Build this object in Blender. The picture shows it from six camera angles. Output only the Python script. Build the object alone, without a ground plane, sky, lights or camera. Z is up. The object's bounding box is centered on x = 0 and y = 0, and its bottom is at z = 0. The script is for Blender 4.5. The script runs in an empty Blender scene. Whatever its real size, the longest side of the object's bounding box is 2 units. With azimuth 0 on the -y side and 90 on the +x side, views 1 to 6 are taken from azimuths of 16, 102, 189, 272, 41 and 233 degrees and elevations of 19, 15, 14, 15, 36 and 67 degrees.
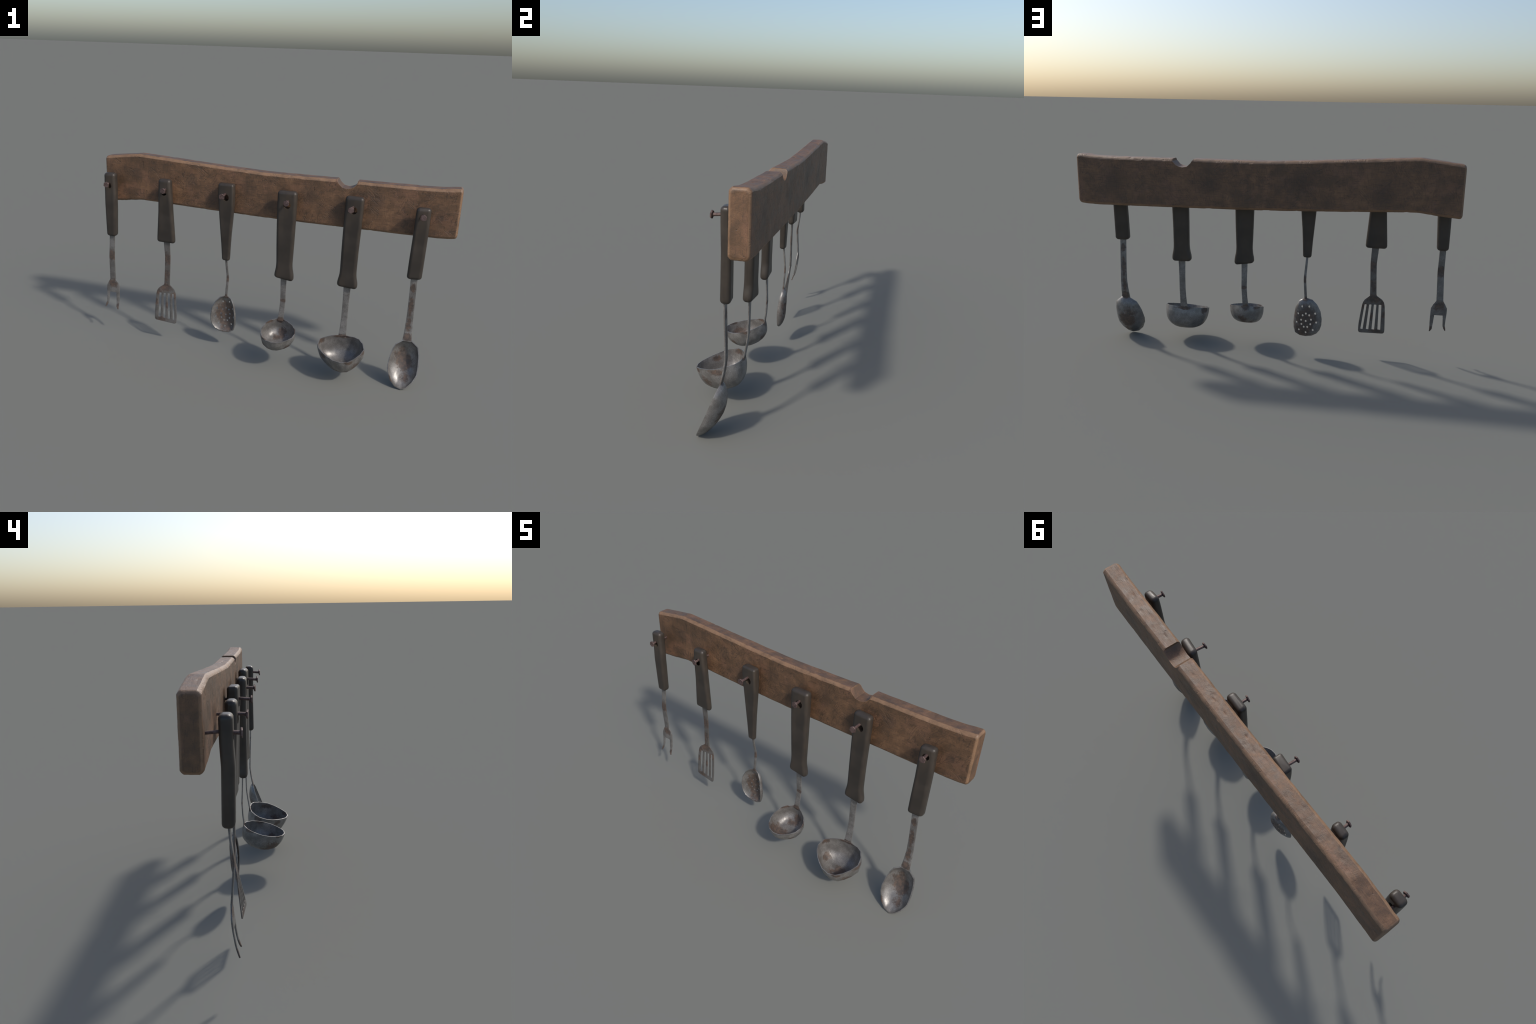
"""A worn wooden wall rack with six iron nails; from each nail hangs an old
kitchen utensil with a dark plastic handle and a rusty steel working end."""
import bpy, bmesh, math, random
from mathutils import Vector, Matrix, noise

random.seed(7)
V = Vector


# ------------------------------------------------------------------ helpers
def lerp_table(table, x):
    """Piecewise-linear lookup; rows are (x, value...)."""
    if x <= table[0][0]:
        return table[0][1:]
    for a, b in zip(table, table[1:]):
        if x <= b[0]:
            t = (x - a[0]) / (b[0] - a[0])
            return tuple(p + (q - p) * t for p, q in zip(a[1:], b[1:]))
    return table[-1][1:]


def smooth_table(table, x, reach):
    """lerp_table averaged over a small window, so that kinks are eased."""
    n = 7
    acc = None
    for k in range(n):
        v = lerp_table(table, x + reach * (2 * k / (n - 1) - 1))
        acc = v if acc is None else tuple(p + q for p, q in zip(acc, v))
    return tuple(p / n for p in acc)


def fbm(p, scale, seed, octaves=3):
    q = V(p) * scale + V((seed * 13.7, seed * 5.1, seed * 9.3))
    return noise.fractal(q, 1.0, 2.1, octaves, noise_basis='PERLIN_ORIGINAL')


def new_mesh_object(name, verts, faces, parent, material, angle=35):
    me = bpy.data.meshes.new(name)
    org = parent.location
    me.from_pydata([tuple(V(v) - org) for v in verts], [], faces)
    me.update()
    ob = bpy.data.objects.new(name, me)
    bpy.context.scene.collection.objects.link(ob)
    ob.parent = parent
    me.materials.append(material)
    tidy(ob, angle)
    return ob


def tidy(ob, angle=35):
    me = ob.data
    bm = bmesh.new()
    bm.from_mesh(me)
    bmesh.ops.recalc_face_normals(bm, faces=bm.faces)
    lim = math.radians(angle)
    for f in bm.faces:
        f.smooth = True
    for e in bm.edges:
        if len(e.link_faces) == 2:
            e.smooth = e.calc_face_angle(0) < lim
    bm.to_mesh(me)
    bm.free()


def apply_modifiers(ob):
    dg = bpy.context.evaluated_depsgraph_get()
    me = bpy.data.meshes.new_from_object(ob.evaluated_get(dg))
    old = ob.data
    name = old.name
    ob.modifiers.clear()
    ob.data = me
    bpy.data.meshes.remove(old)
    me.name = name


def cut_with(ob, verts, faces, angle=35):
    """Boolean difference with a throw-away tool mesh (local coordinates)."""
    me = bpy.data.meshes.new("tool")
    me.from_pydata(verts, [], faces)
    bm = bmesh.new(); bm.from_mesh(me)
    bmesh.ops.recalc_face_normals(bm, faces=bm.faces)
    bm.to_mesh(me); bm.free()
    tool = bpy.data.objects.new("tool", me)
    bpy.context.scene.collection.objects.link(tool)
    tool.matrix_world = ob.parent.matrix_basis
    bpy.context.view_layer.update()
    m = ob.modifiers.new("cut", 'BOOLEAN')
    m.operation = 'DIFFERENCE'; m.solver = 'EXACT'; m.object = tool
    apply_modifiers(ob)
    bpy.data.objects.remove(tool)
    bpy.data.meshes.remove(me)
    tidy(ob, angle)


def prism_y(outline, *ys):
    """Closed prism along y over an (x, z) outline, sliced at every y."""
    n, m = len(outline), len(ys)
    v = [(x, y, z) for y in ys for x, z in outline]
    f = [tuple(range(n)), tuple(range(n * m - 1, n * (m - 1) - 1, -1))]
    f += [(k * n + i, k * n + (i + 1) % n, (k + 1) * n + (i + 1) % n, (k + 1) * n + i)
          for k in range(m - 1) for i in range(n)]
    return v, f


def thing(name, loc, label, category):
    e = bpy.data.objects.new(name, None)
    e.empty_display_size = 0.05
    bpy.context.scene.collection.objects.link(e)
    e.location = loc
    e["label"] = label
    e["category"] = category
    return e


# ---------------------------------------------------------------- materials
class Nodes:
    def __init__(self, name):
        self.mat = bpy.data.materials.new(name)
        self.mat.use_nodes = True
        self.t = self.mat.node_tree
        self.n = self.t.nodes
        self.bsdf = self.n["Principled BSDF"]
        self.coord = self.n.new("ShaderNodeTexCoord").outputs["Object"]

    def link(self, a, b):
        self.t.links.new(a, b)

    def put(self, sock, val):
        if hasattr(val, "is_output"):
            self.link(val, sock)
        elif isinstance(val, tuple) and len(val) == 3 and sock.type == 'RGBA':
            sock.default_value = (*val, 1)
        else:
            sock.default_value = val

    def mapped(self, scale=(1, 1, 1), rot=(0, 0, 0), loc=(0, 0, 0), src=None):
        m = self.n.new("ShaderNodeMapping")
        self.link(src or self.coord, m.inputs[0])
        m.inputs["Scale"].default_value = scale
        m.inputs["Rotation"].default_value = rot
        m.inputs["Location"].default_value = loc
        return m.outputs[0]

    def noise(self, scale, detail=4, rough=0.55, vec=None, dist=0.0):
        m = self.n.new("ShaderNodeTexNoise")
        self.link(vec or self.coord, m.inputs["Vector"])
        m.inputs["Scale"].default_value = scale
        m.inputs["Detail"].default_value = detail
        m.inputs["Roughness"].default_value = rough
        m.inputs["Distortion"].default_value = dist
        return m.outputs["Fac"]

    def voronoi(self, scale, vec=None, feature='F1', out="Distance", rand=1.0):
        m = self.n.new("ShaderNodeTexVoronoi")
        m.feature = feature
        self.link(vec or self.coord, m.inputs["Vector"])
        m.inputs["Scale"].default_value = scale
        m.inputs["Randomness"].default_value = rand
        return m.outputs[out]

    def math(self, op, a, b=0.0, clamp=False):
        m = self.n.new("ShaderNodeMath")
        m.operation = op
        m.use_clamp = clamp
        self.put(m.inputs[0], a)
        self.put(m.inputs[1], b)
        return m.outputs[0]

    def ramp(self, fac, lo, hi, a=0.0, b=1.0):
        m = self.n.new("ShaderNodeMapRange")
        m.interpolation_type = 'SMOOTHSTEP'
        self.put(m.inputs[0], fac)
        for i, x in enumerate((lo, hi, a, b)):
            m.inputs[1 + i].default_value = x
        return m.outputs[0]

    def mix(self, fac, a, b, mode='MIX'):
        m = self.n.new("ShaderNodeMix")
        m.data_type = 'RGBA'
        m.blend_type = mode
        self.put(m.inputs[0], fac)
        self.put(m.inputs[6], a)
        self.put(m.inputs[7], b)
        return m.outputs[2]

    def blob(self, centre, size, soft=1.0):
        """1 inside an ellipsoid, falling to 0 at its border."""
        s = tuple(1 / x for x in size)
        v = self.mapped(scale=s, loc=tuple(-c * k for c, k in zip(centre, s)))
        m = self.n.new("ShaderNodeVectorMath")
        m.operation = 'LENGTH'
        self.link(v, m.inputs[0])
        return self.ramp(m.outputs["Value"], 1.0, 1.0 - soft)

    def peak(self, socks):
        out = socks[0]
        for s in socks[1:]:
            out = self.math('MAXIMUM', out, s)
        return out

    def axis(self, i):
        m = self.n.new("ShaderNodeSeparateXYZ")
        self.link(self.coord, m.inputs[0])
        return m.outputs[i]

    def pointiness(self):
        return self.n.new("ShaderNodeNewGeometry").outputs["Pointiness"]

    def bump(self, height, strength, distance=0.002, normal=None):
        m = self.n.new("ShaderNodeBump")
        m.inputs["Strength"].default_value = strength
        m.inputs["Distance"].default_value = distance
        self.link(height, m.inputs["Height"])
        if normal:
            self.link(normal, m.inputs["Normal"])
        return m.outputs[0]

    def out(self, **kw):
        names = {"color": "Base Color", "rough": "Roughness", "metal": "Metallic",
                 "normal": "Normal", "spec": "Specular IOR Level"}
        for k, v in kw.items():
            self.put(self.bsdf.inputs[names[k]], v)
        return self.mat


def wood_material(stains):
    m = Nodes("old_oiled_wood")
    broad = m.noise(5, 4, 0.55)
    cloud = m.noise(19, 5, 0.65)
    along = m.noise(1, 5, 0.65, m.mapped(scale=(26, 240, 260)))
    across = m.noise(1, 4, 0.65, m.mapped(scale=(210, 120, 26)))
    fine = m.noise(330, 3, 0.7)
    tone = m.math('ADD', m.math('MULTIPLY', broad, 0.35), m.math('MULTIPLY', cloud, 0.65))
    col = m.mix(m.ramp(tone, 0.36, 0.60), WOOD_DARK, WOOD_MID)
    col = m.mix(m.math('MULTIPLY', m.ramp(tone, 0.52, 0.70), 0.8), col, WOOD_LIGHT)
    red = m.ramp(m.noise(12, 3, 0.6, m.mapped(loc=(3, 5, 1))), 0.5, 0.68)
    col = m.mix(m.math('MULTIPLY', red, 0.45), col, WOOD_RED)
    col = m.mix(m.math('MULTIPLY', m.ramp(along, 0.50, 0.66), 0.55), col, WOOD_STREAK)
    col = m.mix(m.math('MULTIPLY', m.ramp(across, 0.52, 0.68), 0.50), col, WOOD_STREAK)
    col = m.mix(m.math('MULTIPLY', m.ramp(fine, 0.35, 0.65), 0.20), col, WOOD_STREAK)
    # dark stains, broken up by cloud and by the fibres
    st = m.peak([m.blob(c, s) for c, s in stains])
    tear = m.math('ADD', m.math('MULTIPLY', m.math('SUBTRACT', cloud, 0.5), 2.6),
                  m.math('MULTIPLY', m.math('SUBTRACT', m.math('MAXIMUM', along, across), 0.55), 1.2))
    st = m.ramp(m.math('ADD', st, tear), 0.25, 1.0)
    col = m.mix(m.math('MULTIPLY', st, 0.46), col, WOOD_STAIN)
    # small dark dents
    pits = m.ramp(m.voronoi(27), 0.11, 0.05)
    pits = m.math('MULTIPLY', pits, m.ramp(m.noise(17, 2), 0.46, 0.56))
    col = m.mix(m.math('MULTIPLY', pits, 0.6), col, WOOD_STAIN)
    # scratches: long thin cells in a few slanted directions
    facing = m.n.new("ShaderNodeSeparateXYZ")
    normal = m.n.new("ShaderNodeTexCoord").outputs["Normal"]
    m.link(normal, facing.inputs[0])
    nx, ny, nz = (m.math('ABSOLUTE', facing.outputs[k]) for k in range(3))

    def scratch(angle, seed):
        v = m.mapped(rot=(0.5, angle, 0.3), loc=(seed, 0, seed * 2))
        v = m.mapped(scale=(9, 7, 95), src=v)
        d = m.voronoi(1.0, v, 'DISTANCE_TO_EDGE')
        keep = m.ramp(m.noise(14, 2, 0.5, m.mapped(loc=(seed, seed, 0))), 0.56, 0.63)
        return m.math('MULTIPLY', m.ramp(d, 0.08, 0.0), keep)
    scr = m.peak([scratch(0.75, 1.3), scratch(0.95, 4.1), scratch(1.1, 2.2), scratch(-0.6, 7.7)])
    scr = m.math('MULTIPLY', scr, m.ramp(ny, 0.2, 0.8, 0.15, 1.0))
    col = m.mix(m.math('MULTIPLY', scr, 0.35), col, WOOD_STAIN)
    # wear: the chamfered arrises are rubbed down to paler wood
    flat = m.math('MAXIMUM', nx, m.math('MAXIMUM', ny, nz))
    arris = m.ramp(flat, 0.985, 0.90)
    inside = m.blob((0.418 - RACK[0], 0.14 - RACK[1], 1.06 - RACK[2]), (0.062, 0.2, 0.060), 0.02)
    arris = m.math('MULTIPLY', arris, m.math('SUBTRACT', 1.0, inside))
    bev = m.n.new("ShaderNodeBevel")
    bev.samples = 6
    bev.inputs["Radius"].default_value = 0.005
    geo = m.n.new("ShaderNodeNewGeometry")
    dot = m.n.new("ShaderNodeVectorMath")
    dot.operation = 'DOT_PRODUCT'
    m.link(bev.outputs[0], dot.inputs[0])
    m.link(geo.outputs["Normal"], dot.inputs[1])
    lip = m.math('MULTIPLY', m.ramp(dot.outputs["Value"], 0.99, 0.93), inside)
    edge = m.math('MAXIMUM', arris, lip)
    edge = m.math('MULTIPLY', edge, m.ramp(m.math('ADD', cloud, m.math('MULTIPLY', along, 0.5)), 0.52, 0.82, 0.45, 1.0))
    col = m.mix(m.math('MULTIPLY', edge, 0.75), col, WOOD_EDGE)
    h = m.math('ADD', m.math('MULTIPLY', along, 0.45), m.math('MULTIPLY', across, 0.3))
    h = m.math('ADD', h, m.math('MULTIPLY', m.noise(60, 4, 0.6), 0.5))
    h = m.math('SUBTRACT', h, m.math('MULTIPLY', scr, 0.55))
    h = m.math('SUBTRACT', h, m.math('MULTIPLY', pits, 0.6))
    rough = m.ramp(cloud, 0.3, 0.7, 0.48, 0.62)
    return m.out(color=col, rough=rough, normal=m.bump(h, 0.42, 0.004), spec=0.55)


def handle_material():
    m = Nodes("worn_dark_plastic")
    cloud = m.noise(9, 4, 0.6)
    col = m.mix(m.ramp(cloud, 0.35, 0.7), HANDLE_DARK, HANDLE_LIGHT)
    smear = m.ramp(m.noise(1, 3, 0.6, m.mapped(scale=(14, 14, 3.5))), 0.48, 0.68)
    col = m.mix(m.math('MULTIPLY', smear, 0.35), col, HANDLE_EDGE)
    pit = m.ramp(m.voronoi(75), 0.10, 0.04)
    pit = m.math('MULTIPLY', pit, m.ramp(m.noise(13, 2), 0.54, 0.60))
    col = m.mix(m.math('MULTIPLY', pit, 0.8), col, (0.006, 0.006, 0.006))
    h = m.math('SUBTRACT', m.math('MULTIPLY', m.noise(160, 3), 0.25), pit)
    return m.out(color=col, rough=m.ramp(cloud, 0.3, 0.7, 0.34, 0.46),
                 normal=m.bump(h, 0.25, 0.0015), spec=0.38)


def steel_material(name, rust, amount=0.5, speck=0.5, dull=0.0):
    """Worn steel; rust = list of (centre, size, weight) in object space."""
    m = Nodes(name)
    cloud = m.noise(24, 5, 0.62)
    fine = m.noise(170, 4, 0.65)
    grain = m.noise(360, 3, 0.65)
    base = m.mix(m.ramp(cloud, 0.35, 0.68), STEEL_DARK, STEEL_LIGHT)
    base = m.mix(m.math('MULTIPLY', m.ramp(grain, 0.42, 0.62), 0.6), base, STEEL_GRIME)
    base = m.mix(dull, base, STEEL_GRIME)
    # rust: placed patches + free patches, both broken by noise
    patch = m.noise(42, 5, 0.68)
    ragged = m.math('MULTIPLY', m.math('SUBTRACT', m.math('ADD', m.math('MULTIPLY', patch, 0.7),
                    m.math('MULTIPLY', fine, 0.3)), 0.5), 3.0)
    free = m.ramp(m.math('ADD', m.noise(11, 3, 0.6), m.math('MULTIPLY', ragged, 0.17)),
                  0.80 - 0.26 * amount, 0.92 - 0.26 * amount)
    placed = m.peak([m.math('MULTIPLY', m.blob(c, s, 0.95), w) for c, s, w in rust])
    gate = m.ramp(placed, 0.0, 0.25)
    placed = m.math('MULTIPLY', m.ramp(m.math('ADD', m.math('MULTIPLY', placed, 1.35), ragged), 0.20, 0.85), gate)
    rs = m.math('MAXIMUM', placed, free)
    spots = m.math('MULTIPLY', m.ramp(fine, 0.58, 0.70), speck)
    rs = m.math('MAXIMUM', rs, m.math('MULTIPLY', spots, 0.6))
    rust_col = m.mix(m.ramp(m.noise(60, 4, 0.7), 0.38, 0.66), RUST_DARK, RUST_LIGHT)
    col = m.mix(m.math('MULTIPLY', rs, 0.88), base, rust_col)
    rough = m.math('ADD', m.ramp(cloud, 0.3, 0.7, 0.32, 0.41), m.math('MULTIPLY', rs, 0.25))
    metal = m.math('MULTIPLY_ADD', rs, -0.22)
    metal.node.inputs[2].default_value = STEEL_METAL
    h = m.math('ADD', m.math('MULTIPLY', fine, 0.5), m.math('MULTIPLY', grain, 0.5))
    h = m.math('ADD', h, m.math('MULTIPLY', rs, 0.35))
    return m.out(color=col, rough=rough, metal=metal, normal=m.bump(h, 0.22, 0.001), spec=0.8)


def nail_material():
    m = Nodes("rusted_iron")
    n1 = m.noise(70, 4, 0.6)
    col = m.mix(m.ramp(n1, 0.35, 0.65), NAIL_DARK, NAIL_LIGHT)
    return m.out(color=col, rough=0.55, metal=0.35, normal=m.bump(m.noise(300, 3), 0.3, 0.001))


RACK = (0.0, 0.14, 0.81)
WOOD_DARK = (0.095, 0.054, 0.029)
WOOD_MID = (0.168, 0.088, 0.044)
WOOD_LIGHT = (0.262, 0.141, 0.071)
WOOD_RED = (0.235, 0.118, 0.070)
WOOD_STREAK = (0.062, 0.039, 0.025)
WOOD_STAIN = (0.036, 0.025, 0.018)
WOOD_EDGE = (0.255, 0.150, 0.084)
HANDLE_DARK = (0.038, 0.032, 0.027)
HANDLE_LIGHT = (0.055, 0.045, 0.037)
HANDLE_EDGE = (0.075, 0.055, 0.038)
STEEL_DARK = (0.145, 0.138, 0.130)
STEEL_LIGHT = (0.245, 0.236, 0.225)
STEEL_GRIME = (0.085, 0.077, 0.070)
STEEL_METAL = 0.25
RUST_DARK = (0.040, 0.026, 0.019)
RUST_LIGHT = (0.100, 0.057, 0.036)
NAIL_DARK = (0.075, 0.045, 0.041)
NAIL_LIGHT = (0.150, 0.102, 0.092)


# -------------------------------------------------------------------- board
FRONT, BACK = 0.0995, 0.1805
TOP = [(-1.0, 1.081), (-0.89, 1.0945), (-0.785, 1.1075), (-0.70, 1.1035), (-0.48, 1.090),
       (-0.25, 1.0775), (-0.03, 1.0665), (0.12, 1.066), (0.35, 1.066), (0.48, 1.065), (0.67, 1.0645),
       (0.80, 1.0645), (0.90, 1.0665), (0.97, 1.0735), (1.0, 1.075)]
BOTTOM = [(-1.0, 0.815), (-0.87, 0.827), (-0.787, 0.839), (-0.67, 0.836), (-0.43, 0.827),
          (-0.11, 0.817), (0.0, 0.815), (0.20, 0.812), (0.48, 0.810), (0.76, 0.808),
          (0.90, 0.808), (0.96, 0.811), (1.0, 0.816)]


def section(y0, y1, z0, z1, r, nf, nt, ease=0.0):
    """Rounded rectangle in (y, z), always the same number of points."""
    pts = []
    corners = [(y0 + r, z0 + r, 180), (y1 - r, z0 + r, 270), (y1 - r, z1 - r, 0), (y0 + r, z1 - r, 90)]
    seg = 4
    for k, (cy, cz, a0) in enumerate(corners):
        arc = [(cy + r * math.cos(math.radians(a0 + 90 * i / seg)),
                cz + r * math.sin(math.radians(a0 + 90 * i / seg))) for i in range(seg + 1)]
        # eased chamfer: half way between a round corner and a straight cut
        a, b = arc[0], arc[-1]
        arc = [((1 - ease) * p[0] + ease * (a[0] + (b[0] - a[0]) * i / seg),
                (1 - ease) * p[1] + ease * (a[1] + (b[1] - a[1]) * i / seg)) for i, p in enumerate(arc)]
        pts += arc
        ny, nz, na = corners[(k + 1) % 4]
        nxt = (ny + r * math.cos(math.radians(na)), nz + r * math.sin(math.radians(na)))
        n = nt if k % 2 == 0 else nf
        for i in range(1, n):
            t = i / n
            t = 0.012 if i == 1 else 0.988 if i == n - 1 else t
            pts.append((arc[-1][0] + (nxt[0] - arc[-1][0]) * t, arc[-1][1] + (nxt[1] - arc[-1][1]) * t))
    return pts


def build_board(rack, mat):
    X, R, NF, NT = 1.0, 0.014, 26, 10
    st = []                                     # (x, inset)
    for d in (0.012, 0.009, 0.006, 0.002):
        st.append((-X, R + d))
    st += [(-X + R * (1 - math.cos(math.radians(22.5 * i))), R * (1 - math.sin(math.radians(22.5 * i)))) for i in range(5)]
    mid = [(-X + R + 0.0012, 0.0)] + [(-X + R + (2 * X - 2 * R) * i / 340, 0.0) for i in range(1, 340)] + [(X - R - 0.0012, 0.0)]
    st = st + mid + [(-x, d) for x, d in reversed(st)]
    verts, faces = [], []
    for x, d in st:
        zt, = smooth_table(TOP, x, 0.012)
        zb, = smooth_table(BOTTOM, x, 0.012)
        r = max(R * (1.0 + 0.12 * fbm((x, 0, 0), 9, 3)) - 0.3 * d, 0.003)
        ring = section(FRONT - 0.0028 * x + d, BACK - d, zb + d, zt - d, r, NF, NT, 0.55)
        for y, z in ring:
            p = V((x, y, z))
            w = 0.0005 * fbm(p, 14, 1) + 0.0006 * fbm((p.x * 0.5, p.y * 2, p.z * 2), 40, 2)
            c = V((0, y - (FRONT + BACK) / 2, (z - (zt + zb) / 2) * 0.35))
            if c.length > 1e-6 and d < 0.0145:
                p += c.normalized() * w
            # small knocks along the long edges
            k = fbm((x, z * 3, y * 3), 26, 5)
            near = min(abs(z - zt), abs(z - zb)) < 0.02
            if near and k > 0.32 and d < 0.0145:
                p += (V((x, (FRONT + BACK) / 2, (zt + zb) / 2)) - p).normalized() * (k - 0.32) * 0.0045
            verts.append(p)
    n = len(ring)
    for i in range(len(st) - 1):
        for j in range(n):
            faces.append((i * n + j, i * n + (j + 1) % n, (i + 1) * n + (j + 1) % n, (i + 1) * n + j))
    faces.append(tuple(range(n)))
    faces.append(tuple(range((len(st) - 1) * n, len(st) * n)))
    board = new_mesh_object("board", verts, faces, rack, mat, 28)
    # the half-round notch in the top edge
    ox, oy, oz = rack.location
    notch = [(0.4745, 1.10), (0.4725, 1.053), (0.4555, 1.034), (0.437, 1.0255), (0.418, 1.0225),
             (0.395, 1.0275), (0.376, 1.0445), (0.364, 1.063), (0.3625, 1.10)]
    slices = [0.05, 0.1015, 0.104, 0.109, 0.118, 0.13, 0.145, 0.16, 0.168, 0.173, 0.1755, 0.23]
    v, f = prism_y([(x - ox, z - oz) for x, z in notch], *[y - oy for y in slices])
    cut_with(board, v, f, 28)
    return board


# -------------------------------------------------------------------- nails
def build_nail(rack, x, z, x_head, lean, mat):
    """Hexagonal-headed nail: a slightly bent shank out of the board."""
    path = [V((x, FRONT + 0.02, z)), V((x, FRONT - 0.002, z)), V((x, 0.055, z + 0.004)),
            V((x * 0.4 + x_head * 0.6, 0.03, z + 0.002)), V((x_head, -0.009, z - 0.0015))]
    rad = [0.0058, 0.0058, 0.0062, 0.0066, 0.0072]
    verts, faces = [], []
    for p, r in zip(path, rad):
        for k in range(10):
            a = 2 * math.pi * k / 10
            verts.append(p + V((r * math.cos(a), 0, r * math.sin(a))))
    for i in range(len(path) - 1):
        for k in range(10):
            faces.append((i * 10 + k, i * 10 + (k + 1) % 10, (i + 1) * 10 + (k + 1) % 10, (i + 1) * 10 + k))
    # head: bevelled hexagonal plate
    rot = Matrix.Rotation(lean, 3, 'Z') @ Matrix.Rotation(random.uniform(-0.1, 0.1), 3, 'X')
    turn = random.uniform(-0.15, 0.15)
    base = len(verts)
    prof = [(0.0006, 0.0080), (-0.0004, 0.0155), (-0.0020, 0.0172), (-0.0058, 0.0172), (-0.0074, 0.0158), (-0.0078, 0.0070)]
    for y, r in prof:
        for k in range(6):
            a = math.pi / 2 + turn + 2 * math.pi * k / 6
            verts.append(path[-1] + rot @ V((r * math.cos(a), y, r * math.sin(a))))
    for i in range(len(prof) - 1):
        for k in range(6):
            faces.append((base + i * 6 + k, base + i * 6 + (k + 1) % 6, base + (i + 1) * 6 + (k + 1) % 6, base + (i + 1) * 6 + k))
    last = base + (len(prof) - 1) * 6
    faces.append(tuple(range(last, last + 6)))
    faces.append(tuple(range(base, base + 6)))
    faces.append(tuple(range(10)))
    return new_mesh_object("nail", verts, faces, rack, mat, 30)


# ------------------------------------------------------------------ handles
def build_handle(owner, rows, depth, hole, mat, r=0.016, slant=0.0, yaw=0.0):
    """rows: (z, x centre, width) from top to bottom; depth: (z, y front, y back).
    hole: (x, z, radius x, radius z)."""
    ztop, zbot = rows[0][0], rows[-1][0]
    table = [(-z, x, w) for z, x, w in rows]
    dtab = [(-z, a, b) for z, a, b in depth]
    st = []
    for i in range(6):
        a = math.radians(90 * i / 5)
        st.append((ztop - r * (1 - math.sin(a)), r * (1 - math.cos(a))))
    st.reverse()
    st = [(ztop - r * (1 - math.cos(math.radians(18 * i))), r * (1 - math.sin(math.radians(18 * i)))) for i in range(6)]
    low = [(zbot + (z0 := ztop - z) * 1.0, d) for z, d in reversed(st)]
    n = 44
    za, zb = st[-1][0], low[0][0]
    mid = [(za + (zb - za) * i / n, 0.0) for i in range(1, n)]
    st = st + mid + low
    verts, faces = [], []
    NS = 8
    for z, d in st:
        x, w = smooth_table(table, -z, 0.010)
        yf, yb = smooth_table(dtab, -z, 0.01)
        ring = section(yf + d, yb - d, -w / 2 + d, w / 2 - d, max(r - 0.75 * d, 0.003), NS, NS)
        for y, xx in ring:
            t = max(0.0, 1 - (z - zbot) / 0.05)
            verts.append((x + xx, y - yaw * xx, z - slant * t * (xx / w)))
    m = len(ring)
    for i in range(len(st) - 1):
        for j in range(m):
            faces.append((i * m + j, i * m + (j + 1) % m, (i + 1) * m + (j + 1) % m, (i + 1) * m + j))
    faces.append(tuple(range(m)))
    faces.append(tuple(range((len(st) - 1) * m, len(st) * m)))
    ob = new_mesh_object("handle", verts, faces, owner, mat, 50)
    hx, hz, rx, rz = hole
    o = owner.location
    ring = [(hx - o.x + rx * math.cos(math.pi * (2 * k + 1) / 10), hz - o.z + rz * math.sin(math.pi * (2 * k + 1) / 10)) for k in range(10)]
    v, f = prism_y(ring, -0.2, 0.2)
    cut_with(ob, v, f, 50)
    return ob


# ------------------------------------------------------- plates (flat steel)
def build_plate(name, owner, rows, breaks, holes, surface, thick, mat, bevel=0.0011, angle=40):
    """A flat sheet laid out as rows of points.
    rows: list of z; breaks(z): list of x; holes(column, z middle): leave out;
    surface(x, z): y of the middle of the sheet."""
    bm = bmesh.new()
    o = owner.location
    grid = []
    for z in rows:
        grid.append([bm.verts.new(V((x, surface(x, z), zz)) - o) for x, zz in breaks(z)])
    for i in range(len(rows) - 1):
        for j in range(len(grid[i]) - 1):
            if holes(j, 0.5 * (rows[i] + rows[i + 1])):
                continue
            q = [grid[i][j], grid[i][j + 1], grid[i + 1][j + 1], grid[i + 1][j]]
            bm.faces.new(q)
    bmesh.ops.delete(bm, geom=[v for v in bm.verts if not v.link_faces], context='VERTS')
    bmesh.ops.remove_doubles(bm, verts=bm.verts, dist=1e-5)
    bmesh.ops.dissolve_degenerate(bm, edges=bm.edges, dist=1e-6)
    bmesh.ops.recalc_face_normals(bm, faces=bm.faces)
    me = bpy.data.meshes.new(name)
    bm.to_mesh(me); bm.free()
    ob = bpy.data.objects.new(name, me)
    bpy.context.scene.collection.objects.link(ob)
    ob.parent = owner
    me.materials.append(mat)
    s = ob.modifiers.new("thickness", 'SOLIDIFY')
    s.thickness = thick; s.offset = 0.0
    b = ob.modifiers.new("edge", 'BEVEL')
    b.width = bevel; b.segments = 2; b.limit_method = 'ANGLE'; b.angle_limit = math.radians(50)
    apply_modifiers(ob)
    tidy(ob, angle)
    return ob


def build_shank(owner, rows, thick, mat):
    """rows: (z, x, y, width) down the strip."""
    tab = [(-z, x, y, w) for z, x, y, w in rows]
    z0, z1 = rows[0][0], rows[-1][0]
    n = 40
    zs = [z0 + (z1 - z0) * i / n for i in range(n + 1)]

    def at(z):
        return smooth_table(tab, -z, 0.008)

    return build_plate("shank", owner, zs,
                       lambda z: [(at(z)[0] + at(z)[2] * k / 4, z) for k in (-2, -1, 0, 1, 2)],
                       lambda j, z: False, lambda x, z: at(z)[1], thick, mat)


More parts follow.
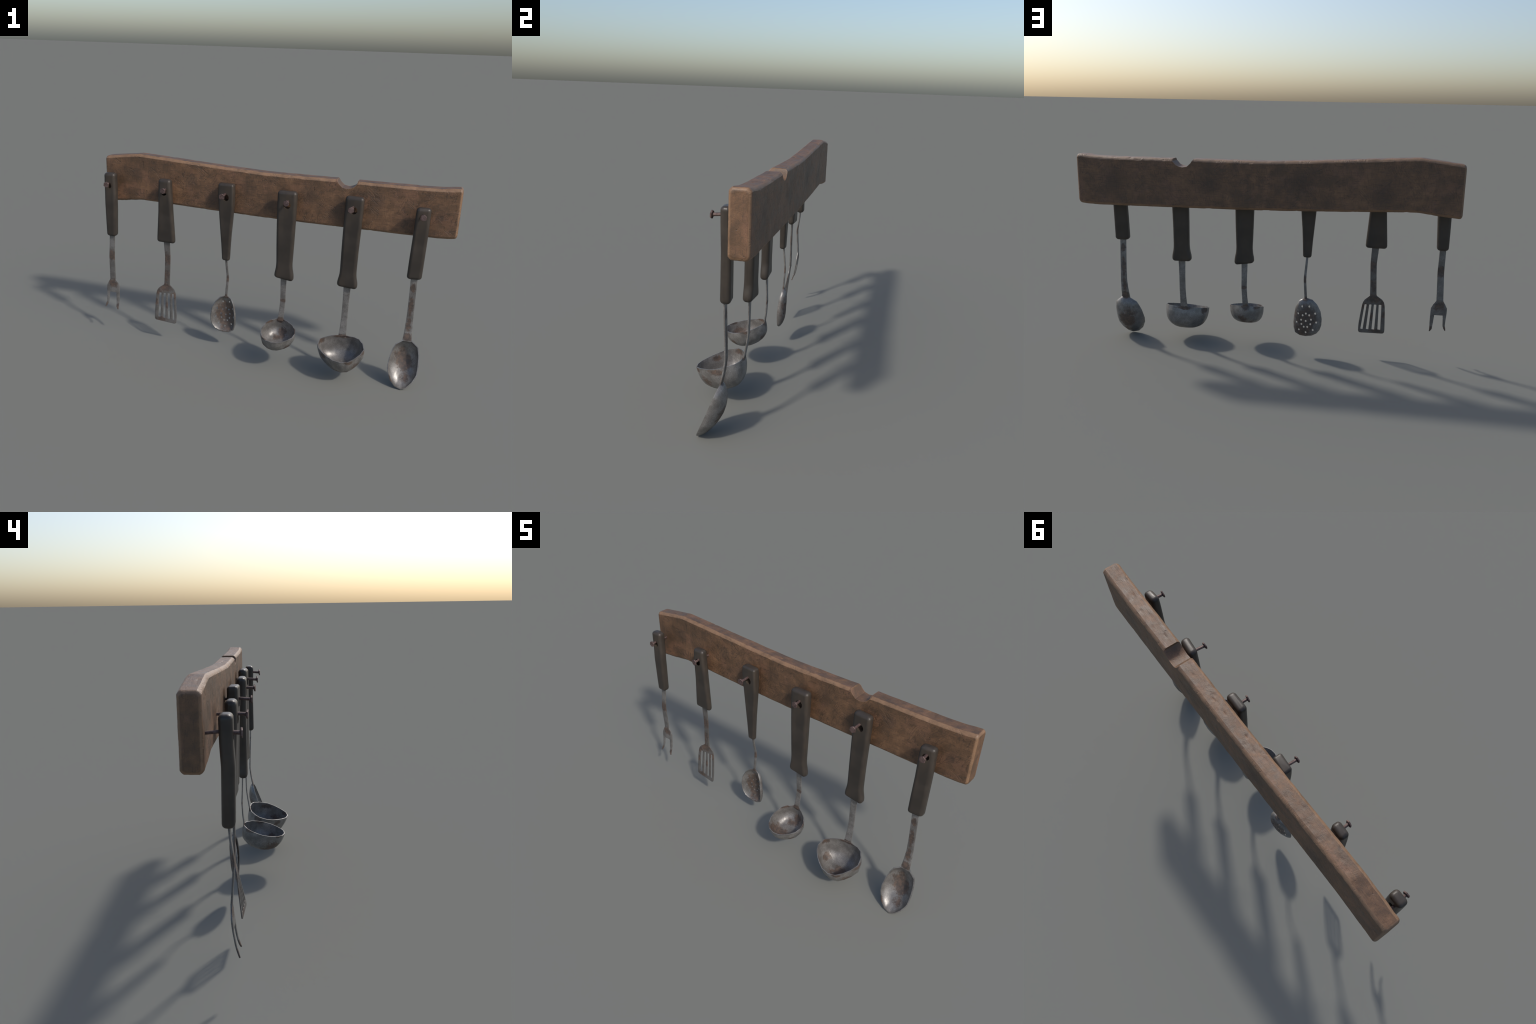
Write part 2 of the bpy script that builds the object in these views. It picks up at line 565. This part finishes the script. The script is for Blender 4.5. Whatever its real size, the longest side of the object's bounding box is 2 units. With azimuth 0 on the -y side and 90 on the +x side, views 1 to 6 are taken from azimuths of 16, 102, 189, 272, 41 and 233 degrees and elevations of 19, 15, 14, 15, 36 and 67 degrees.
# ------------------------------------------------------------------- bowls
def build_bowl(name, owner, rim, centre, deep, power, thick, mat, holes=(), rings=20, sub=3):
    """rim: closed list of points; every meridian swings from its rim point down
    to centre + deep along a super-ellipse."""
    c, d = V(centre), V(deep)
    pts = []
    for a, b in zip(rim, rim[1:] + rim[:1]):
        for k in range(sub):
            pts.append(V(a).lerp(V(b), k / sub))
    n = len(pts)
    verts, faces = [], []
    for i in range(rings):
        a = 0.5 * math.pi * i / rings
        ca, sa = math.cos(a), math.sin(a)
        for p in pts:
            q = c + (p - c) * ca ** (2 / power) + d * sa ** (2 / power)
            q += d.normalized() * 0.0012 * fbm(q, 30, 8) * sa
            verts.append(q)
    verts.append(c + d)
    for i in range(rings - 1):
        for j in range(n):
            faces.append((i * n + j, i * n + (j + 1) % n, (i + 1) * n + (j + 1) % n, (i + 1) * n + j))
    for j in range(n):
        faces.append(((rings - 1) * n + j, (rings - 1) * n + (j + 1) % n, rings * n))
    ob = new_mesh_object(name, verts, faces, owner, mat, 60)
    # recalc may point either way on an open shell: make normals point outward
    f = ob.data.polygons[-1]
    if f.normal.dot(d) < 0:
        ob.data.flip_normals()
    s = ob.modifiers.new("thickness", 'SOLIDIFY')
    s.thickness = thick; s.offset = -1.0
    s.use_even_offset = True
    apply_modifiers(ob)
    tidy(ob, 50)
    if holes:
        vs, fs = [], []
        o = owner.location
        for x, z, rx, rz in holes:
            ring = [(x - o.x + rx * math.cos(2 * math.pi * k / 10), z - o.z + rz * math.sin(2 * math.pi * k / 10)) for k in range(10)]
            v, f = prism_y(ring, -0.1, 0.3)
            b = len(vs)
            vs += v
            fs += [tuple(b + i for i in q) for q in f]
        cut_with(ob, vs, fs, 50)
    return ob


def rel(owner, spots):
    o = owner.location
    return [((c[0] - o.x, c[1] - o.y, c[2] - o.z), s, w) for c, s, w in spots]


# =================================================================== build
handle_mat = handle_material()
nail_mat = nail_material()

# ---- rack -----------------------------------------------------------------
rack = thing("utensil_rack", RACK,
             "long worn brown wooden wall board with six rusty nails", "utensil rack")
STAINS = [((-0.80, 0.10, 0.99), (0.07, 0.05, 0.09)), ((-0.83, 0.10, 0.88), (0.10, 0.05, 0.05)),
          ((-0.46, 0.10, 0.98), (0.07, 0.05, 0.09)), ((-0.66, 0.10, 0.90), (0.06, 0.05, 0.08)),
          ((-0.12, 0.10, 0.97), (0.09, 0.05, 0.10)), ((-0.33, 0.10, 0.90), (0.07, 0.05, 0.09)),
          ((0.01, 0.10, 0.89), (0.06, 0.05, 0.08)), ((0.22, 0.10, 0.97), (0.08, 0.05, 0.11)),
          ((0.38, 0.10, 0.90), (0.07, 0.05, 0.09)), ((0.58, 0.10, 0.97), (0.08, 0.05, 0.09)),
          ((0.74, 0.10, 0.88), (0.06, 0.05, 0.09)), ((0.905, 0.10, 0.92), (0.05, 0.05, 0.07)),
          ((0.86, 0.10, 0.84), (0.10, 0.05, 0.04)),
          ((0.80, 0.18, 0.95), (0.12, 0.04, 0.12)), ((0.30, 0.18, 0.93), (0.16, 0.04, 0.10)),
          ((-0.20, 0.18, 0.97), (0.13, 0.04, 0.12)), ((-0.60, 0.18, 0.92), (0.14, 0.04, 0.12))]
o = rack.location
wood_mat = wood_material([(tuple(V(c) - o), s) for c, s in STAINS])
build_board(rack, wood_mat)
NAILS = [(-0.940, 0.940, -0.934, 0.10), (-0.588, 0.937, -0.581, -0.08), (-0.232, 0.940, -0.234, 0.05),
         (0.121, 0.940, 0.126, -0.12), (0.470, 0.940, 0.466, 0.06), (0.821, 0.939, 0.825, -0.05)]
for x, z, xh, lean in NAILS:
    build_nail(rack, x, z, xh, lean, nail_mat)

# ---- fork -----------------------------------------------------------------
fork = thing("carving_fork", (-0.934, 0.035, 0.94),
             "two-pronged carving fork with dark handle and rusty steel", "carving fork")
build_handle(fork, [(1.001, -0.930, 0.069), (0.94, -0.930, 0.072), (0.80, -0.930, 0.070), (0.72, -0.932, 0.066), (0.623, -0.934, 0.060)],
             [(1.0, 0.013, 0.060), (0.90, 0.013, 0.058), (0.83, 0.009, 0.0545), (0.62, 0.013, 0.058)], (-0.932, 0.929, 0.0155, 0.018), handle_mat)
fork_steel = steel_material("fork_steel", rel(fork, [
    ((-0.935, 0.02, 0.505), (0.06, 0.06, 0.05), 1.0), ((-0.942, 0.03, 0.32), (0.06, 0.06, 0.05), 0.75),
    ((-0.985, 0.01, 0.180), (0.03, 0.06, 0.045), 0.9), ((-0.90, 0.01, 0.175), (0.03, 0.06, 0.045), 0.9)]), 0.15, 0.8, 0.2)
build_shank(fork, [(0.64, -0.936, 0.036, 0.032), (0.58, -0.936, 0.031, 0.033), (0.50, -0.936, 0.021, 0.034),
                   (0.43, -0.939, 0.026, 0.035), (0.345, -0.942, 0.0322, 0.036)], 0.0065, fork_steel)
FY = [(0.166, 0.005), (0.205, 0.018), (0.265, 0.0265), (0.31, 0.031), (0.36, 0.0325)]
FX = [  # z: outer left, inner left, inner right, outer right
    (0.166, -0.9875, -0.9840, -0.9050, -0.9005), (0.181, -0.9860, -0.9755, -0.9150, -0.9010),
    (0.200, -0.9810, -0.9690, -0.9155, -0.9000), (0.235, -0.9815, -0.9665, -0.9180, -0.8985),
    (0.264, -0.9830, -0.9640, -0.9200, -0.8985), (0.267, -0.9830, -0.9620, -0.9220, -0.8985),
    (0.285, -0.9835, -0.960, -0.922, -0.8985), (0.305, -0.9830, -0.958, -0.924, -0.8990),
    (0.325, -0.9730, -0.955, -0.928, -0.9085), (0.345, -0.9610, -0.951, -0.933, -0.9225),
    (0.358, -0.9590, -0.950, -0.934, -0.9250)]


def fork_row(z):
    a, b, c, d = lerp_table(FX, z)
    xs = [a, (a + b) / 2, b, b + (c - b) / 3, c - (c - b) / 3, c, (c + d) / 2, d]
    drop = 0.09 * max(0.0, min(1.0, (0.264 - z) / 0.1))
    return [(x, z - drop * (x + 0.9425)) for x in xs]


frows = [0.166, 0.173, 0.181, 0.191, 0.200, 0.218, 0.235, 0.25, 0.264, 0.267, 0.276, 0.285, 0.295, 0.305, 0.315, 0.325, 0.335, 0.345, 0.358]
build_plate("prongs", fork, frows, fork_row, lambda j, z: 2 <= j <= 4 and z < 0.264,
            lambda x, z: lerp_table(FY, z)[0], 0.0055, fork_steel)

# ---- spatula --------------------------------------------------------------
spat = thing("slotted_spatula", (-0.59, 0.046, 0.94),
             "slotted steel spatula with four slots and dark flared handle", "spatula")
build_handle(spat, [(0.993, -0.592, 0.074), (0.96, -0.592, 0.076), (0.88, -0.592, 0.082), (0.81, -0.592, 0.089), (0.73, -0.592, 0.100), (0.66, -0.592, 0.110), (0.619, -0.592, 0.114)],
             [(1.0, 0.024, 0.068), (0.92, 0.021, 0.068), (0.80, 0.027, 0.067), (0.62, 0.030, 0.064)], (-0.592, 0.921, 0.018, 0.020), handle_mat, yaw=0.04)
spat_steel = steel_material("spatula_steel", rel(spat, [
    ((-0.585, 0.046, 0.52), (0.05, 0.06, 0.07), 0.7), ((-0.592, 0.046, 0.41), (0.04, 0.06, 0.09), 0.6),
    ((-0.600, 0.042, 0.340), (0.07, 0.06, 0.045), 0.8), ((-0.655, 0.02, 0.245), (0.022, 0.05, 0.035), 0.95),
    ((-0.640, 0.03, 0.31), (0.04, 0.06, 0.04), 0.7), ((-0.545, 0.04, 0.295), (0.035, 0.06, 0.04), 0.7),
    ((-0.62, 0.02, 0.145), (0.07, 0.06, 0.03), 0.65), ((-0.585, 0.03, 0.23), (0.02, 0.05, 0.04), 0.8)]), 0.25, 0.9, 0.62)
build_shank(spat, [(0.635, -0.589, 0.046, 0.037), (0.60, -0.587, 0.045, 0.036), (0.535, -0.583, 0.045, 0.033), (0.44, -0.587, 0.046, 0.033), (0.345, -0.591, 0.046, 0.035)],
            0.0065, spat_steel)
SX = [  # z: left edge, right edge
    (0.130, -0.650, -0.530), (0.133, -0.657, -0.523), (0.139, -0.661, -0.519), (0.150, -0.662, -0.518),
    (0.185, -0.661, -0.519), (0.26, -0.658, -0.528), (0.30, -0.655, -0.5335), (0.318, -0.650, -0.538),
    (0.334, -0.640, -0.547), (0.347, -0.622, -0.562), (0.356, -0.610, -0.573), (0.362, -0.608, -0.574)]
SLOT_TOP = [(-0.637, -0.623), (-0.610, -0.597), (-0.584, -0.572), (-0.558, -0.547)]
SLOT_LOW = [(-0.639, -0.624), (-0.606, -0.592), (-0.574, -0.561), (-0.543, -0.531)]


def spat_row(z):
    a, b = lerp_table(SX, z)
    t = (0.304 - z) / (0.304 - 0.153)
    xs = []
    for (l0, r0), (l1, r1) in zip(SLOT_TOP, SLOT_LOW):
        xs += [l0 + (l1 - l0) * t, r0 + (r1 - r0) * t]
    if z < 0.153 or z > 0.304:      # outside the slots the columns spread with the outline
        tt = 1.0 if z < 0.153 else 0.0
        ref = lerp_table(SX, 0.153 if z < 0.153 else 0.304)
        base = []
        for (l0, r0), (l1, r1) in zip(SLOT_TOP, SLOT_LOW):
            base += [l0 + (l1 - l0) * tt, r0 + (r1 - r0) * tt]
        xs = [a + (x - ref[0]) / (ref[1] - ref[0]) * (b - a) for x in base]
    return [(x, z - 0.04 * (x + 0.59) * max(0.0, min(1.0, (0.30 - z) / 0.15))) for x in [a] + xs + [b]]


def spat_y(x, z):
    top = 0.0425 + 0.09 * (x + 0.59)
    low = 0.0140 - 0.06 * (x + 0.59)
    t = (z - 0.138) / (0.325 - 0.138)
    if t > 1:
        return top + (t - 1) * 0.02 - 0.09 * (x + 0.59) * min(1, (t - 1) * 4)
    return low + (top - low) * t


srows = [0.130, 0.133, 0.139, 0.146, 0.153] + [0.153 + 0.151 * i / 12 for i in range(1, 13)] + [0.311, 0.318, 0.326, 0.334, 0.341, 0.347, 0.356, 0.362]
build_plate("blade", spat, srows, spat_row, lambda j, z: j in (1, 3, 5, 7) and 0.153 < z < 0.304, spat_y, 0.0045, spat_steel)

# ---- slotted spoon --------------------------------------------------------
skim = thing("skimmer_spoon", (-0.231, 0.065, 0.94),
             "perforated steel spoon with slim tapered dark handle", "slotted spoon")
build_handle(skim, [(0.998, -0.232, 0.090), (0.95, -0.232, 0.094), (0.88, -0.231, 0.089), (0.80, -0.231, 0.079), (0.71, -0.231, 0.064), (0.64, -0.230, 0.054), (0.553, -0.229, 0.045)],
             [(1.0, 0.040, 0.086), (0.92, 0.040, 0.086), (0.80, 0.044, 0.082), (0.55, 0.048, 0.078)], (-0.231, 0.923, 0.020, 0.0205), handle_mat, 0.0115, 0.0, 0.07)
skim_steel = steel_material("skimmer_steel", rel(skim, [
    ((-0.230, 0.09, 0.215), (0.105, 0.09, 0.135), 0.9), ((-0.22, 0.08, 0.145), (0.09, 0.08, 0.07), 0.85),
    ((-0.23, 0.075, 0.325), (0.03, 0.05, 0.03), 1.0), ((-0.222, 0.08, 0.435), (0.03, 0.03, 0.035), 0.95)]), 0.25, 0.7, 0.1)
build_shank(skim, [(0.57, -0.230, 0.067, 0.012), (0.555, -0.230, 0.068, 0.012), (0.445, -0.2225, 0.081, 0.0135), (0.43, -0.2225, 0.081, 0.0135), (0.318, -0.2295, 0.075, 0.014)],
            0.0075, skim_steel)
RIM = [(-0.168, 0.180), (-0.170, 0.225), (-0.180, 0.280), (-0.199, 0.316), (-0.219, 0.326), (-0.241, 0.327),
       (-0.266, 0.319), (-0.292, 0.290), (-0.311, 0.250), (-0.3185, 0.205), (-0.3175, 0.170), (-0.309, 0.142),
       (-0.292, 0.120), (-0.266, 0.106), (-0.234, 0.1015), (-0.204, 0.105), (-0.179, 0.119), (-0.1695, 0.150)]
rim = [(x, 0.056 + (0.018 * ((z - 0.2) / 0.127) ** 2 if z > 0.2 else 0.004 * ((z - 0.2) / 0.1) ** 2), z) for x, z in RIM]
HOLES = [(-0.213, 0.285), (-0.251, 0.285), (-0.192, 0.243), (-0.234, 0.245), (-0.217, 0.235), (-0.252, 0.235), (-0.283, 0.243),
         (-0.209, 0.208), (-0.262, 0.209), (-0.184, 0.192), (-0.234, 0.202), (-0.211, 0.183), (-0.259, 0.183), (-0.290, 0.191),
         (-0.224, 0.167), (-0.243, 0.167), (-0.197, 0.148), (-0.273, 0.147), (-0.2345, 0.133)]
build_bowl("bowl", skim, rim, (-0.24, 0.058, 0.21), (0.026, 0.0385, 0.001), 1.9, 0.0055, skim_steel,
           [(x, z, 0.0050, 0.0064) for x, z in HOLES])


# ---- ladles ---------------------------------------------------------------
def ladle_rim(c, table, plane):
    pts = []
    for a, r in table:
        t = math.radians(a)
        x, y = c[0] + r * math.cos(t), c[1] - r * math.sin(t)
        pts.append((x, y, plane(x, y, math.cos(t))))
    return pts


small = thing("small_ladle", (0.118, 0.05, 0.94),
              "small round steel ladle with dark flared handle", "ladle")
build_handle(small, [(0.993, 0.117, 0.106), (0.94, 0.117, 0.107), (0.80, 0.1165, 0.103), (0.70, 0.117, 0.098), (0.585, 0.1175, 0.090), (0.56, 0.1175, 0.093), (0.52, 0.1185, 0.109), (0.493, 0.1185, 0.108)],
             [(1.0, 0.026, 0.072), (0.80, 0.028, 0.070), (0.49, 0.028, 0.069)], (0.119, 0.9205, 0.0215, 0.0225), handle_mat, 0.0165, 0.016)
small_steel = steel_material("small_ladle_steel", rel(small, [
    ((0.11, 0.05, 0.243), (0.045, 0.04, 0.030), 1.0), ((0.130, 0.03, 0.175), (0.05, 0.06, 0.05), 1.0),
    ((0.08, -0.08, 0.140), (0.095, 0.08, 0.08), 1.0), ((0.117, -0.06, 0.118), (0.07, 0.07, 0.025), 0.75),
    ((0.185, -0.09, 0.15), (0.025, 0.035, 0.04), 0.95), ((0.10, 0.03, 0.14), (0.08, 0.05, 0.035), 0.7),
    ((0.118, 0.056, 0.36), (0.03, 0.03, 0.018), 0.9), ((0.06, -0.13, 0.205), (0.05, 0.05, 0.018), 0.85),
    ((0.215, -0.03, 0.225), (0.03, 0.06, 0.02), 0.9), ((0.05, 0.02, 0.235), (0.05, 0.05, 0.018), 0.8)]), 0.15, 0.6)
build_shank(small, [(0.51, 0.116, 0.053, 0.034), (0.43, 0.1165, 0.0555, 0.031), (0.36, 0.117, 0.059, 0.030), (0.30, 0.114, 0.056, 0.030), (0.25, 0.1105, 0.0495, 0.033), (0.235, 0.110, 0.050, 0.036)],
            0.0050, small_steel)
TAB = [(-178, 0.0925), (-163, 0.092), (-144, 0.097), (-126, 0.101), (-103, 0.105), (-86, 0.102), (-66, 0.0975), (-41, 0.098), (-19, 0.102),
       (1, 0.1045), (22, 0.1045), (41, 0.102), (60, 0.104), (75, 0.107), (93, 0.107), (112, 0.104), (132, 0.099), (160, 0.093)]
rim = ladle_rim((0.118, -0.05), TAB, lambda x, y, c: 0.236 + 0.25 * y - 0.005 * c * c)
build_bowl("bowl", small, rim, (0.1205, -0.05, 0.222), (-0.0067, 0.0275, -0.0963), 2.7, 0.0038, small_steel)

large = thing("large_ladle", (0.471, 0.055, 0.94),
              "large dented steel ladle with dark flared handle", "ladle")
build_handle(large, [(0.996, 0.4735, 0.098), (0.94, 0.473, 0.099), (0.80, 0.471, 0.095), (0.70, 0.4695, 0.092), (0.585, 0.4695, 0.090), (0.56, 0.4695, 0.093), (0.52, 0.4695, 0.111), (0.492, 0.4695, 0.110)],
             [(1.0, 0.039, 0.083), (0.80, 0.038, 0.081), (0.49, 0.037, 0.0805)], (0.472, 0.925, 0.0205, 0.0205), handle_mat, 0.0165, 0.004, 0.09)
large_steel = steel_material("large_ladle_steel", rel(large, [
    ((0.468, 0.038, 0.210), (0.09, 0.04, 0.018), 1.0), ((0.50, -0.08, 0.085), (0.10, 0.09, 0.065), 0.95),
    ((0.365, -0.01, 0.185), (0.03, 0.06, 0.030), 0.95), ((0.605, -0.06, 0.18), (0.03, 0.08, 0.028), 0.85),
    ((0.57, -0.11, 0.11), (0.05, 0.06, 0.05), 0.75), ((0.395, -0.12, 0.15), (0.035, 0.05, 0.03), 0.75),
    ((0.55, -0.165, 0.155), (0.06, 0.04, 0.018), 0.9), ((0.39, -0.03, 0.10), (0.04, 0.06, 0.04), 0.75),
    ((0.50, -0.04, 0.065), (0.09, 0.09, 0.018), 0.7)]), 0.1, 0.75)
build_shank(large, [(0.51, 0.471, 0.057, 0.040), (0.47, 0.471, 0.056, 0.037), (0.40, 0.471, 0.056, 0.034), (0.325, 0.471, 0.055, 0.034), (0.27, 0.4705, 0.048, 0.036), (0.212, 0.470, 0.0385, 0.042), (0.198, 0.470, 0.0385, 0.045)],
            0.0050, large_steel)
TAB = [(-178, 0.131), (-160, 0.134), (-146, 0.124), (-125, 0.112), (-107, 0.104), (-83, 0.1035), (-60, 0.114), (-44, 0.1215), (-24, 0.123),
       (-2, 0.1265), (19, 0.1185), (41, 0.1155), (60, 0.119), (80, 0.1150), (103, 0.106), (127, 0.101), (146, 0.105), (166, 0.119)]
rim = ladle_rim((0.48, -0.065), TAB, lambda x, y, c: 0.2045 + 0.04 * (x - 0.47) + 0.27 * y + 0.003 * c * c)
build_bowl("bowl", large, rim, (0.483, -0.065, 0.189), (0.0036, 0.0393, -0.1228), 2.63, 0.0038, large_steel)

# ---- spoon ----------------------------------------------------------------
spoon = thing("serving_spoon", (0.82, 0.047, 0.94),
              "long oval steel serving spoon with straight dark handle", "spoon")
build_handle(spoon, [(0.977, 0.823, 0.072), (0.93, 0.822, 0.074), (0.80, 0.820, 0.075), (0.70, 0.817, 0.076), (0.594, 0.8145, 0.076)],
             [(1.0, 0.023, 0.067), (0.90, 0.024, 0.067), (0.80, 0.027, 0.069), (0.59, 0.025, 0.069)], (0.822, 0.929, 0.0165, 0.0175), handle_mat, yaw=-0.09)
spoon_steel = steel_material("spoon_steel", rel(spoon, [
    ((0.816, 0.05, 0.545), (0.025, 0.05, 0.04), 0.85), ((0.816, 0.05, 0.44), (0.022, 0.05, 0.11), 0.8),
    ((0.816, 0.045, 0.33), (0.022, 0.05, 0.08), 0.85), ((0.818, 0.035, 0.265), (0.04, 0.04, 0.04), 0.95),
    ((0.80, 0.02, 0.15), (0.065, 0.09, 0.10), 0.85), ((0.83, -0.02, 0.05), (0.05, 0.06, 0.045), 0.7),
    ((0.815, 0.045, 0.10), (0.09, 0.055, 0.10), 1.2), ((0.75, -0.055, 0.045), (0.035, 0.025, 0.07), 0.85)]), 0.15, 0.6)
build_shank(spoon, [(0.61, 0.8155, 0.042, 0.035), (0.55, 0.8165, 0.044, 0.034), (0.43, 0.818, 0.049, 0.034), (0.355, 0.8185, 0.051, 0.036), (0.30, 0.8185, 0.044, 0.041), (0.25, 0.8175, 0.0335, 0.047), (0.24, 0.8175, 0.0325, 0.049)],
            0.0058, spoon_steel)
RIM = [(0.735, 0.080), (0.731, 0.110), (0.7385, 0.165), (0.749, 0.198), (0.7595, 0.221), (0.7955, 0.247), (0.840, 0.2525), (0.881, 0.222),
       (0.890, 0.185), (0.8935, 0.148), (0.8945, 0.115), (0.8925, 0.080), (0.8725, 0.0405), (0.843, 0.010), (0.8185, 0.001), (0.783, 0.011), (0.756, 0.0375)]
rim = [(x, -0.068 + 0.40 * z + 0.004 * math.sin(math.pi * min(1, z / 0.25)), z) for x, z in RIM]
build_bowl("bowl", spoon, rim, (0.815, -0.014, 0.135), (0.004, 0.060, -0.015), 1.72, 0.005, spoon_steel)
